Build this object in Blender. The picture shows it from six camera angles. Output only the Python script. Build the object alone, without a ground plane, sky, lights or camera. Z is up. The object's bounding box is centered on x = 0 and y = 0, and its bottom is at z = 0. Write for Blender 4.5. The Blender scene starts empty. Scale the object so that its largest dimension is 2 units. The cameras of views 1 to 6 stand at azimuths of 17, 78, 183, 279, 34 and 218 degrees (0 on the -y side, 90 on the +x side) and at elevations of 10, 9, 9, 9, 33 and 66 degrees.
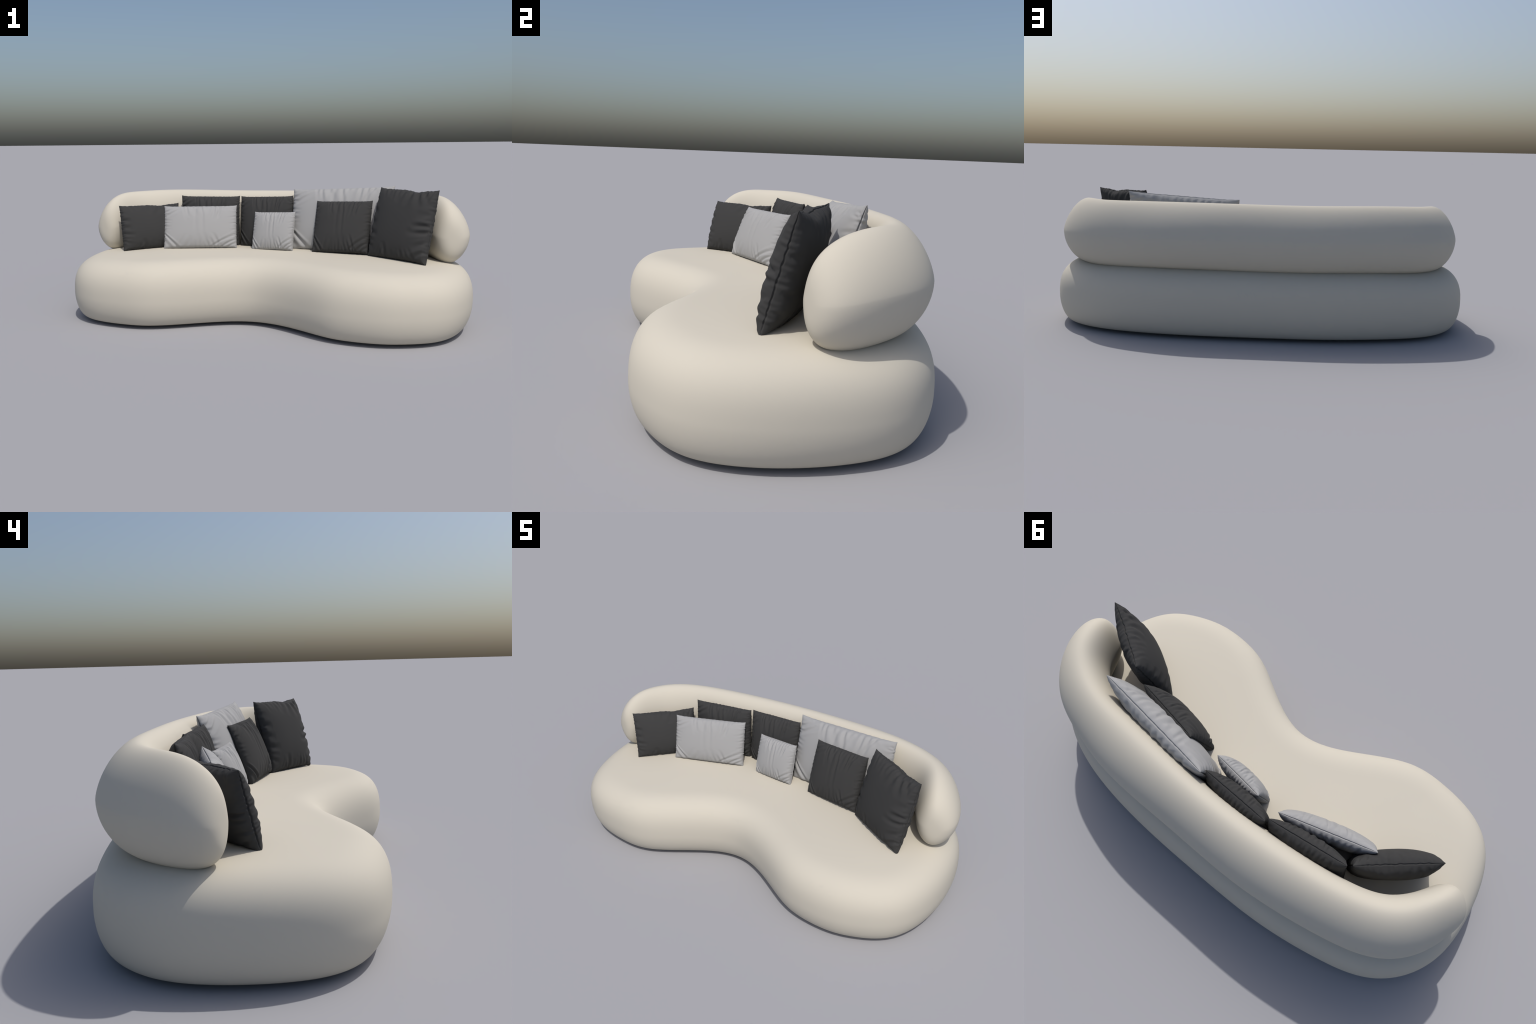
"""A low kidney-shaped lounge sofa with a bolster backrest that wraps round it,
and eight scatter cushions (dark and light grey) leaning against the backrest."""
import bpy, bmesh, math
import numpy as np
from mathutils import Matrix, Vector

# ------------------------------------------------------------------ helpers
def periodic_spline(ctrl, t):
    """closed cubic spline through the rows of ctrl, at parameters 0..K"""
    K = len(ctrl)
    A = 4 * np.eye(K) + np.roll(np.eye(K), 1, 0) + np.roll(np.eye(K), -1, 0)
    M = np.linalg.solve(A, 6 * (np.roll(ctrl, -1, 0) - 2 * ctrl + np.roll(ctrl, 1, 0)))
    i = np.floor(t).astype(int) % K
    f = (t - np.floor(t))[:, None]
    j = (i + 1) % K
    return M[i] * (1 - f) ** 3 / 6 + M[j] * f ** 3 / 6 + (ctrl[i] - M[i] / 6) * (1 - f) + (ctrl[j] - M[j] / 6) * f

def natural_spline(ctrl, t):
    """open cubic spline through the rows of ctrl, at parameters 0..K-1"""
    K = len(ctrl)
    A = np.eye(K)
    b = np.zeros_like(ctrl)
    for i in range(1, K - 1):
        A[i, i] = 4
        A[i, i - 1] = A[i, i + 1] = 1
        b[i] = 6 * (ctrl[i + 1] - 2 * ctrl[i] + ctrl[i - 1])
    M = np.linalg.solve(A, b)
    i = np.clip(np.floor(t).astype(int), 0, K - 2)
    f = (t - i)[:, None]
    return M[i] * (1 - f) ** 3 / 6 + M[i + 1] * f ** 3 / 6 + (ctrl[i] - M[i] / 6) * (1 - f) + (ctrl[i + 1] - M[i + 1] / 6) * f

def mesh_from(name, verts, faces):
    me = bpy.data.meshes.new(name)
    me.from_pydata([tuple(v) for v in verts], [], faces)
    bm = bmesh.new()
    bm.from_mesh(me)
    bmesh.ops.triangulate(bm, faces=[f for f in bm.faces if len(f.verts) > 4])
    bmesh.ops.recalc_face_normals(bm, faces=bm.faces)
    bm.to_mesh(me)
    bm.free()
    me.polygons.foreach_set("use_smooth", [True] * len(me.polygons))
    return me

def link(name, data, parent=None):
    ob = bpy.data.objects.new(name, data)
    bpy.context.scene.collection.objects.link(ob)
    ob.parent = parent
    return ob

# ---------------------------------------------------------------- materials
def fabric(name, colour, weave, roughness, sheen, depth):
    """woven cloth: one dye colour, a faint thread-level mottle and a fine weave bump"""
    m = bpy.data.materials.new(name)
    m.use_nodes = True
    nt = m.node_tree
    N, L = nt.nodes, nt.links
    bsdf = N["Principled BSDF"]
    tc = N.new("ShaderNodeTexCoord")
    thread = N.new("ShaderNodeTexNoise")
    thread.inputs["Scale"].default_value = weave
    thread.inputs["Detail"].default_value = 3
    L.new(tc.outputs["Object"], thread.inputs["Vector"])
    ramp = N.new("ShaderNodeValToRGB")
    ramp.color_ramp.elements[0].position = .3
    ramp.color_ramp.elements[1].position = .7
    lo = [c * .985 for c in colour]
    hi = [c * 1.015 for c in colour]
    ramp.color_ramp.elements[0].color = (*lo, 1)
    ramp.color_ramp.elements[1].color = (*hi, 1)
    L.new(thread.outputs["Fac"], ramp.inputs["Fac"])
    L.new(ramp.outputs["Color"], bsdf.inputs["Base Color"])
    bump = N.new("ShaderNodeBump")
    bump.inputs["Strength"].default_value = depth
    bump.inputs["Distance"].default_value = .001
    L.new(thread.outputs["Fac"], bump.inputs["Height"])
    L.new(bump.outputs["Normal"], bsdf.inputs["Normal"])
    bsdf.inputs["Roughness"].default_value = roughness
    bsdf.inputs["Specular IOR Level"].default_value = .15
    bsdf.inputs["Sheen Weight"].default_value = sheen
    bsdf.inputs["Sheen Roughness"].default_value = .5
    return m

CREAM = fabric("cream_upholstery", (.555, .523, .447), 700, .9, 0.0, .03)
DARK = fabric("charcoal_cloth", (.0435, .0437, .0437), 900, .9, 0.0, .05)
LIGHT = fabric("light_grey_cloth", (.329, .331, .333), 900, .9, 0.0, .05)

# --------------------------------------------------------------------- sofa
sofa = link("sofa", None)
sofa.empty_display_size = .2
sofa["label"] = "low cream kidney-shaped sofa with a rounded wrap-around bolster backrest"
sofa["category"] = "sofa"

# seat: plan outline at its widest level, counter-clockwise from the right end
SEAT_PLAN = np.array([
    (0.9895, -0.1228), (0.9805, 0.1372), (0.8724, 0.3172), (0.6406, 0.4257), (0.3119, 0.4709), (-0.0153, 0.4775),
    (-0.3343, 0.4693), (-0.6129, 0.4264), (-0.8396, 0.3438), (-0.9755, 0.1688), (-0.9930, -0.0583), (-0.9280, -0.2975),
    (-0.7890, -0.4310), (-0.6030, -0.4722), (-0.4155, -0.4522), (-0.1990, -0.3360), (0.0296, -0.2713), (0.2655, -0.3757),
    (0.4255, -0.4553), (0.5986, -0.4743), (0.7450, -0.4440), (0.9025, -0.3435)])
SHOULDER_LEVEL, SEAT_WIDEST, SEAT_UNDERSIDE = 0.2983, 0.1340, 0.0130   # shoulder, widest level, flat underside
SHOULDER_LIFT, SHOULDER_FADE = .0145, (.5, .9)
CROWN_LEVEL, CROWN_REACH = .319, .22              # the top goes on rising gently towards the middle
TOP_INSET, BASE_INSET = 0.1569, 0.0541          # how far shoulder and base draw in from the outline
TOP_POWER, BASE_POWER = 2.721, 1.886          # superellipse powers of the two
MIDDLE_LINE = ((-.62, -.06), (-.3, .02), (0., .09), (.3, .05), (.62, -.05))   # where the top is highest

def build_seat():
    n, base_rings, top_rings, crown_rings = 264, 24, 30, 26
    K = len(SEAT_PLAN)
    o = periodic_spline(SEAT_PLAN, np.arange(n) * K / n)
    tg = np.roll(o, -1, 0) - np.roll(o, 1, 0)
    tg /= np.linalg.norm(tg, axis=1, keepdims=True)
    inward = np.stack([-tg[:, 1], tg[:, 0]], 1)
    loops = []
    for a in np.linspace(-math.pi / 2, 0, base_rings, endpoint=False):
        c, s = abs(math.cos(a)), math.sin(a)
        inset = BASE_INSET * (1 - c ** (2 / BASE_POWER))
        z = SEAT_WIDEST - (SEAT_WIDEST - SEAT_UNDERSIDE) * (-s) ** (2 / BASE_POWER)
        loops.append(np.column_stack([o + inward * inset, np.full(n, z)]))
    # the shoulder stands higher along the back and round the waist than on the two lobes
    full = np.clip((SHOULDER_FADE[1] - np.abs(o[:, 0])) / (SHOULDER_FADE[1] - SHOULDER_FADE[0]), 0, 1)
    front = np.clip((.05 - o[:, 1]) / .4, 0, 1)
    full = full ** 2 * (3 - 2 * full) * (1 - .45 * front * np.clip((np.abs(o[:, 0]) - .3) / .3, 0, 1))
    shoulder = SHOULDER_LEVEL + SHOULDER_LIFT * full
    rise = CROWN_LEVEL - shoulder
    for a in np.linspace(0, math.pi / 2, top_rings):
        c, s = abs(math.cos(a)), math.sin(a)
        inset = TOP_INSET * (1 - c ** (2 / TOP_POWER))
        z = SEAT_WIDEST + (shoulder - SEAT_WIDEST) * s ** (2 / TOP_POWER)
        z += rise * (1 - math.exp(-(inset / CROWN_REACH) ** 2))
        loops.append(np.column_stack([o + inward * inset, z]))
    # the crown: loops that go on inwards and close on the middle line
    rim = loops[-1][:, :2]
    mid = np.array(MIDDLE_LINE)
    mx = mid[-1, 0] * np.tanh(rim[:, 0] / mid[-1, 0] * .8)
    target = np.column_stack([mx, np.interp(mx, mid[:, 0], mid[:, 1])])
    span = np.linalg.norm(target - rim, axis=1)
    for t in np.linspace(0, 1, crown_rings + 1)[1:-1]:
        straight = rim + (target - rim) * t
        curved = rim + inward * (span * t)[:, None]
        w = (1 - t) ** 3
        q = TOP_INSET + span * t
        z = shoulder + rise * (1 - np.exp(-(q / CROWN_REACH) ** 2))
        loops.append(np.column_stack([straight * (1 - w) + curved * w, z]))
    verts = list(np.concatenate(loops))
    rings = len(loops)
    faces = []
    for r in range(rings - 1):
        for i in range(n):
            j = (i + 1) % n
            faces.append((r * n + i, r * n + j, (r + 1) * n + j, (r + 1) * n + i))
    faces.append(tuple(range(n)))
    faces.append(tuple((rings - 1) * n + i for i in range(n)))
    return mesh_from("seat", verts, faces)

seat = link("seat", build_seat(), sofa)
seat.data.materials.append(CREAM)

# low glides under the seat, set well in so that the seat seems to hover just above the floor
def build_foot():
    n, verts, faces = 32, [], []
    for r, z in ((.03, 0.), (.032, .002), (.032, SEAT_UNDERSIDE + .004)):
        verts += [(r * math.cos(k * 2 * math.pi / n), r * math.sin(k * 2 * math.pi / n), z) for k in range(n)]
    for ring in range(2):
        for k in range(n):
            faces.append((ring * n + k, ring * n + (k + 1) % n, (ring + 1) * n + (k + 1) % n, (ring + 1) * n + k))
    faces += [tuple(range(n)), tuple(2 * n + k for k in range(n))]
    return mesh_from("foot", verts, faces)

foot_mesh = build_foot()
foot_mesh.materials.append(DARK)
for x, y in ((-.68, -.2), (-.62, .2), (.66, -.22), (.6, .2)):
    foot = link("foot", foot_mesh, sofa)
    foot.location = (x, y, 0)

# backrest: a bolster swept along a C-shaped spine, drawn to blunt rounded ends
SPINE = np.array([
    (-0.8910, -0.0382), (-0.8565, 0.0818), (-0.7687, 0.2130), (-0.5797, 0.2920), (-0.2649, 0.3347), (0.0623, 0.3427),
    (0.3750, 0.3257), (0.5898, 0.3001), (0.7400, 0.2430), (0.8385, 0.1395), (0.9019, -0.0360)])
HALF_DEPTH = np.array([0.1178, 0.1001, 0.1103, 0.1089, 0.1133, 0.1082, 0.1201, 0.1067, 0.1050, 0.1009, 0.1208])
MID_LEVEL = np.array([0.4192, 0.4423, 0.4486, 0.4526, 0.4495, 0.4510, 0.4516, 0.4504, 0.4487, 0.4473, 0.4209])
HALF_HEIGHT = 0.1566
CAP_DEPTH, CAP_DEPTH_POWER = 0.2740, 2.708        # length over which the depth runs out, and how bluntly
CAP_HEIGHT, CAP_HEIGHT_POWER = 0.2291, 3.012
LEAN, BOW = -0.0173, -0.1319
CROWN_POWER, BELLY_POWER, SIDE_POWER = 1.399, 1.883, 1.890

def build_backrest():
    nu, nv = 200, 72
    K = len(SPINE)
    u = (1 - np.cos(np.linspace(0, math.pi, nu))) / 2 * (K - 1)
    u = np.clip(u, 1e-4, K - 1 - 1e-4)
    o = natural_spline(SPINE, u)
    a = natural_spline(HALF_DEPTH[:, None], u)[:, 0]
    zc = natural_spline(MID_LEVEL[:, None], u)[:, 0]
    tg = np.gradient(o, axis=0)
    tg /= np.linalg.norm(tg, axis=1, keepdims=True)
    s = np.concatenate([[0], np.cumsum(np.linalg.norm(np.diff(o, axis=0), axis=1))])
    end = np.minimum(s, s[-1] - s)
    def cap(length, power):
        q = np.clip(1 - end / length, 0, 1)
        return np.maximum(1 - q ** power, 1e-6) ** (1 / power)
    A, B = a * cap(CAP_DEPTH, CAP_DEPTH_POWER), HALF_HEIGHT * cap(CAP_HEIGHT, CAP_HEIGHT_POWER)
    nr = np.stack([-tg[:, 1], tg[:, 0]], 1)
    th = np.linspace(0, 2 * math.pi, nv, endpoint=False)
    cs, sn = np.cos(th), np.sin(th)
    X = np.sign(cs) * np.abs(cs) ** (2 / SIDE_POWER)
    Z = np.sign(sn) * np.abs(sn) ** (2 / np.where(sn > 0, CROWN_POWER, BELLY_POWER))
    w = A[:, None] * X + LEAN * B[:, None] * Z + BOW * A[:, None] * (Z ** 2 - .5)
    h = zc[:, None] + B[:, None] * Z
    P = np.zeros((nu, nv, 3))
    P[:, :, :2] = o[:, None] + nr[:, None] * w[..., None]
    P[:, :, 2] = h
    faces = []
    for i in range(nu - 1):
        for j in range(nv):
            k = (j + 1) % nv
            faces.append((i * nv + j, i * nv + k, (i + 1) * nv + k, (i + 1) * nv + j))
    verts = list(P.reshape(-1, 3))
    for e, row in ((0, 0), (1, nu - 1)):
        pole = len(verts)
        verts.append(P[row].mean(0))
        for j in range(nv):
            faces.append((row * nv + j, row * nv + (j + 1) % nv, pole))
    return mesh_from("backrest", verts, faces)

backrest = link("backrest", build_backrest(), sofa)
backrest.data.materials.append(CREAM)

# ----------------------------------------------------------------- cushions
# A fold: (x0, z0, x1, z1, width, height) in the cushion's face, -1..1 both ways, with height in
# parts of the half thickness; negative heights are creases, positive ones ridges.
def radial_folds(rng, x0, x1, count, edge, reach, height, width, fan):
    """gathers running in from the top (edge=+1) or bottom (edge=-1) seam"""
    out = []
    for x in np.linspace(x0, x1, count):
        x += rng.uniform(-.25, .25) * (x1 - x0) / count
        r = reach * rng.uniform(.55, 1.15)
        out.append((x, edge * .985, x - fan * (x - (x0 + x1) / 2) + rng.uniform(-.03, .03), edge * (.985 - r),
                    width * rng.uniform(.8, 1.25), -height * rng.uniform(.5, 1.2)))
    return out

def side_folds(rng, z0, z1, count, edge, reach, height, width, slope):
    out = []
    for z in np.linspace(z0, z1, count):
        z += rng.uniform(-.5, .5) * (z1 - z0) / count
        r = reach * rng.uniform(.5, 1.2)
        out.append((edge * .985, z, edge * (.985 - r), z + slope * r, width * rng.uniform(.7, 1.4),
                    -height * rng.uniform(.2, 1.5)))
    return out

def folds_gathered(rng, front):
    f = radial_folds(rng, -.5, .65, 10, 1, .8, .12, .030, .25)
    f += radial_folds(rng, -.55, .6, 10, -1, .6, .10, .028, .35)
    f += side_folds(rng, -.6, .6, 8, 1, .25, .055, .03, -.45)
    f += side_folds(rng, -.3, .8, 8, -1, .22, .05, .03, -.25)
    # fan of creases round the lower corners, one deep slanting crease on the left
    f += [(-1., -.33, -.62, -.98, .025, -.18), (-1., -.62, -.8, -1., .03, -.08),
          (.3, -.98, .95, -.42, .03, -.09), (.55, -1., 1., -.62, .026, -.11), (.72, -1., 1., -.78, .025, -.10),
          (-1., .62, -.62, .98, .035, -.10), (-1., .42, -.45, .95, .04, -.08), (-.98, .8, -.78, 1., .03, -.07),
          (.98, .72, .74, .86, .035, -.07), (.6, 1., .66, .72, .03, -.10), (1., .80, .9, .87, .022, -.16)]
    f += [(-.12, .9, -.1, -.6, .03, -.05), (.03, .9, .02, -.9, .03, -.05), (.14, .9, .06, -.3, .03, -.05)]
    return f

def folds_slouched(rng, front):
    f = radial_folds(rng, -.7, .9, 11, 1, .45, .085, .035, .15)
    f += radial_folds(rng, -.7, .7, 8, -1, .35, .07, .035, .3)
    f += side_folds(rng, -.7, .7, 4, 1, .36, .035, .05, -.25)
    f += side_folds(rng, -.8, .7, 6, -1, .34, .055, .05, .2)
    f += [(.28, 1., .12, .45, .05, -.14), (.42, 1., .62, .4, .055, -.15), (.62, .95, .9, .45, .05, -.14), (.02, .98, -.1, .5, .05, -.09),
          (1., -.02, .5, -.1, .042, -.26), (.95, -.2, .35, -.22, .045, -.15), (1., -.45, .55, -.66, .045, -.15), (1., .3, .6, .2, .045, -.09),
          (.95, -.72, .55, -1., .04, -.11), (1., -.9, .78, -1., .04, -.07), (-.3, -1., -.36, -.55, .04, -.15), (.25, -1., .2, -.7, .04, -.10),
          (-1., .3, -.72, .22, .05, -.14), (-1., 0., -.7, -.06, .05, -.13), (-1., -.3, -.6, -.36, .045, -.13), (-1., -.62, -.72, -.8, .04, -.12)]
    return f

def cushion_mesh(name, seed, folds, pucker, notch, ears, rim_share, sway):
    """Two sewn faces of 1 m x 1 m (x, z), 1 m thick in y over all, scaled by each cushion's own size.
    The faces swell from a seam that is drawn in between them."""
    rng = np.random.default_rng(seed)
    n = 150
    # parameter lines crowd towards the seam
    q = np.sin(np.linspace(-math.pi / 2, math.pi / 2, n + 1))
    q = .55 * q + .45 * np.linspace(-1, 1, n + 1)
    groove = np.array([.0003, .0007, .0013, .0026, .0055, .0115])
    q = np.concatenate([[-1], -1 + groove, q[np.abs(q) < .984], 1 - groove[::-1], [1]])
    n = len(q) - 1
    U, V = np.meshgrid(q, q, indexing="ij")
    edge = np.maximum(1 - U ** 2, 0) * np.maximum(1 - V ** 2, 0)
    corner = (U ** 2 * V ** 2)
    # seam waviness along the four sides
    def wave(t, ph):
        w = np.zeros_like(t)
        for k in range(5):
            f = pucker[1] * (0.6 + .25 * k)
            w += np.cos(f * t * math.pi + ph[k]) / 5
        return w
    ph = rng.uniform(0, 6.28, (4, 5))
    def near(d, r):
        return np.exp(-(d / r) ** 2)
    sides = [np.where(U > 0, 1, 0) * near(1 - U, .12), np.where(U < 0, 1, 0) * near(1 + U, .12),
             near(1 - V, .12) * (V > 0), near(1 + V, .12) * (V < 0)]
    ext = 1 - np.abs(U) ** 10, 1 - np.abs(V) ** 10
    # the sides are drawn in between the corners, which stand out as small ears
    bow_x, bow_z = ears
    X0 = U * (1 - bow_x * (1 - np.abs(V) ** 7) * np.abs(U) ** 3)
    Z0 = V * (1 - bow_z * (1 - np.abs(U) ** 7) * np.abs(V) ** 3)
    X0 = X0 + pucker[0] * ext[1] * (sides[0] * wave(V, ph[0]) - sides[1] * wave(V, ph[1]))
    Z0 = Z0 + pucker[0] * ext[0] * (sides[2] * (wave(U, ph[2]) - notch[1] * near(U - notch[0], .22) / pucker[0])
                                    - sides[3] * .5 * wave(U, ph[3]))
    inset = np.minimum(1 - np.abs(U), 1 - np.abs(V)) * .5      # distance from the seam
    roll_r, gap, depth = .05, .0004, .026                       # rolled rim beside the seam, and the seam's groove
    verts, faces, index = [], [], {}
    # the seam wanders a little out of the middle plane
    shift = sway * (wave(U * .6, ph[3]) * (1 - U ** 4) + wave(V * .6, ph[1]) * (1 - V ** 4)) * np.exp(-inset / .03)
    for face in (-1, 1):
        fs = folds(np.random.default_rng(seed + (face > 0) * 17), face < 0)
        x = U if face < 0 else -U
        swell = ((1 - np.abs(U) ** 2.4) * (1 - np.abs(V) ** 2.4)) ** .58
        H = np.zeros_like(U)
        for x0, z0, x1, z1, w, h in fs:
            dx, dz = x1 - x0, z1 - z0
            ln = math.hypot(dx, dz)
            t = ((x - x0) * dx + (V - z0) * dz) / ln ** 2
            bend = .10 * rng.uniform(-1, 1) * ln * np.clip(t, 0, 1) * (1 - np.clip(t, 0, 1)) * 4 * .5
            d = ((x - x0) * -dz + (V - z0) * dx) / ln - bend
            ww = w * (1 + .8 * np.clip(t, 0, 1))
            along = np.where(t < 0, np.exp(-(t * ln / w) ** 2), np.clip(1 - np.clip(t, 0, 1), 0, 1) ** .9)
            if t.max() > 0 and (abs(x1) > .9 or abs(z1) > .9):
                along = np.where((t >= 0) & (t <= 1), 1., np.exp(-(np.minimum(np.abs(t), np.abs(t - 1)) * ln / w) ** 2))
            H += h * along * (np.exp(-(d / ww) ** 2) - .4 * np.exp(-((np.abs(d) - 1.9 * ww) / ww) ** 2))
        # broad unevenness of the filling
        for k in range(7):
            a, b, c = rng.uniform(-4, 4), rng.uniform(-4, 4), rng.uniform(0, 6.28)
            H += .012 * np.cos(a * x + b * V + c)
        H *= np.clip(inset / .02, 0, 1)
        e = np.clip(inset / roll_r, 0, 1)
        rim_roll = rim_share * np.sqrt(np.maximum(1 - (1 - e) ** 2, 0)) * (1 - (.5 + .25 * V) * corner ** 3) * (1 - .25 * V)
        Y = face * .5 * np.maximum(rim_roll + (1 - rim_share) * swell + H * (.35 + .65 * swell), 0)
        # the seam itself is drawn in between the two rolled rims
        draw = 1 - depth * (1 - .7 * corner ** 3) * np.exp(-(inset / gap) ** 2)
        X, Z = X0 * .5 * draw, Z0 * .5 * draw
        # it sags a little where it stands
        Z = Z - .018 * (1 - np.exp(-(inset / gap) ** 2)) * np.exp(-((1 + V) / .12) ** 2)
        ids = np.zeros((n + 1, n + 1), int)
        for i in range(n + 1):
            for j in range(n + 1):
                rim = i in (0, n) or j in (0, n)
                if rim and (i, j) in index:
                    ids[i, j] = index[(i, j)]
                    continue
                ids[i, j] = len(verts)
                verts.append((X[i, j], (0. if rim else Y[i, j]) + shift[i, j], Z[i, j]))
                if rim:
                    index[(i, j)] = ids[i, j]
        for i in range(n):
            for j in range(n):
                f = (ids[i, j], ids[i + 1, j], ids[i + 1, j + 1], ids[i, j + 1])
                faces.append(f if face < 0 else f[::-1])
    me = mesh_from(name, verts, faces)
    rim_ids = set(index.values())
    for e in me.edges:          # the seam is a sharp line between the two rolled rims
        if e.vertices[0] in rim_ids and e.vertices[1] in rim_ids:
            e.use_edge_sharp = True
    me.materials.append(DARK)
    return me

GATHERED = cushion_mesh("gathered_cushion", 5, folds_gathered, (.008, 14), (.3, .0), (.018, .04), .19, .008)
SLOUCHED = cushion_mesh("slouched_cushion", 11, folds_slouched, (.012, 13), (.32, .05), (.02, .045), .2, .022)

# centre, turn about the vertical, lean back, roll, width, height, thickness, cloth, cut
CUSHIONS = [
    ((-.647, .026, .430), .731, -.275, -.003, .329, .240, .116, DARK, SLOUCHED),
    ((-.389, .081, .428), .296, -.339, -.002, .388, .230, .088, LIGHT, GATHERED),
    ((-.374, .194, .451), .139, -.093, .004, .325, .268, .105, DARK, GATHERED),
    ((-.063, .218, .452), -.030, -.155, -.027, .293, .270, .105, DARK, GATHERED),
    ((.002, .120, .413), -.114, -.309, -.035, .227, .203, .085, LIGHT, GATHERED),
    ((.345, .182, .480), -.123, -.315, -.050, .539, .325, .120, LIGHT, GATHERED),
    ((.364, .097, .448), -.170, -.345, -.034, .294, .268, .100, DARK, GATHERED),
    ((.669, -.014, .481), -.520, -.270, .005, .324, .342, .120, DARK, SLOUCHED),
]
for centre, yaw, pitch, roll, w, h, t, cloth, cut in CUSHIONS:
    ob = link("cushion", cut)
    ob.matrix_world = (Matrix.Translation(centre) @ Matrix.Rotation(yaw, 4, "Z") @ Matrix.Rotation(pitch, 4, "X")
                       @ Matrix.Rotation(roll, 4, "Y") @ Matrix.Diagonal((w, t, h, 1)))
    ob.material_slots[0].link = "OBJECT"
    ob.material_slots[0].material = cloth
    tone = "charcoal" if cloth is DARK else "light grey"
    shape = "oblong" if w / h > 1.25 else "square"
    ob["label"] = f"{shape} {tone} scatter cushion with gathered seams, leaning back"
    ob["category"] = "cushion"
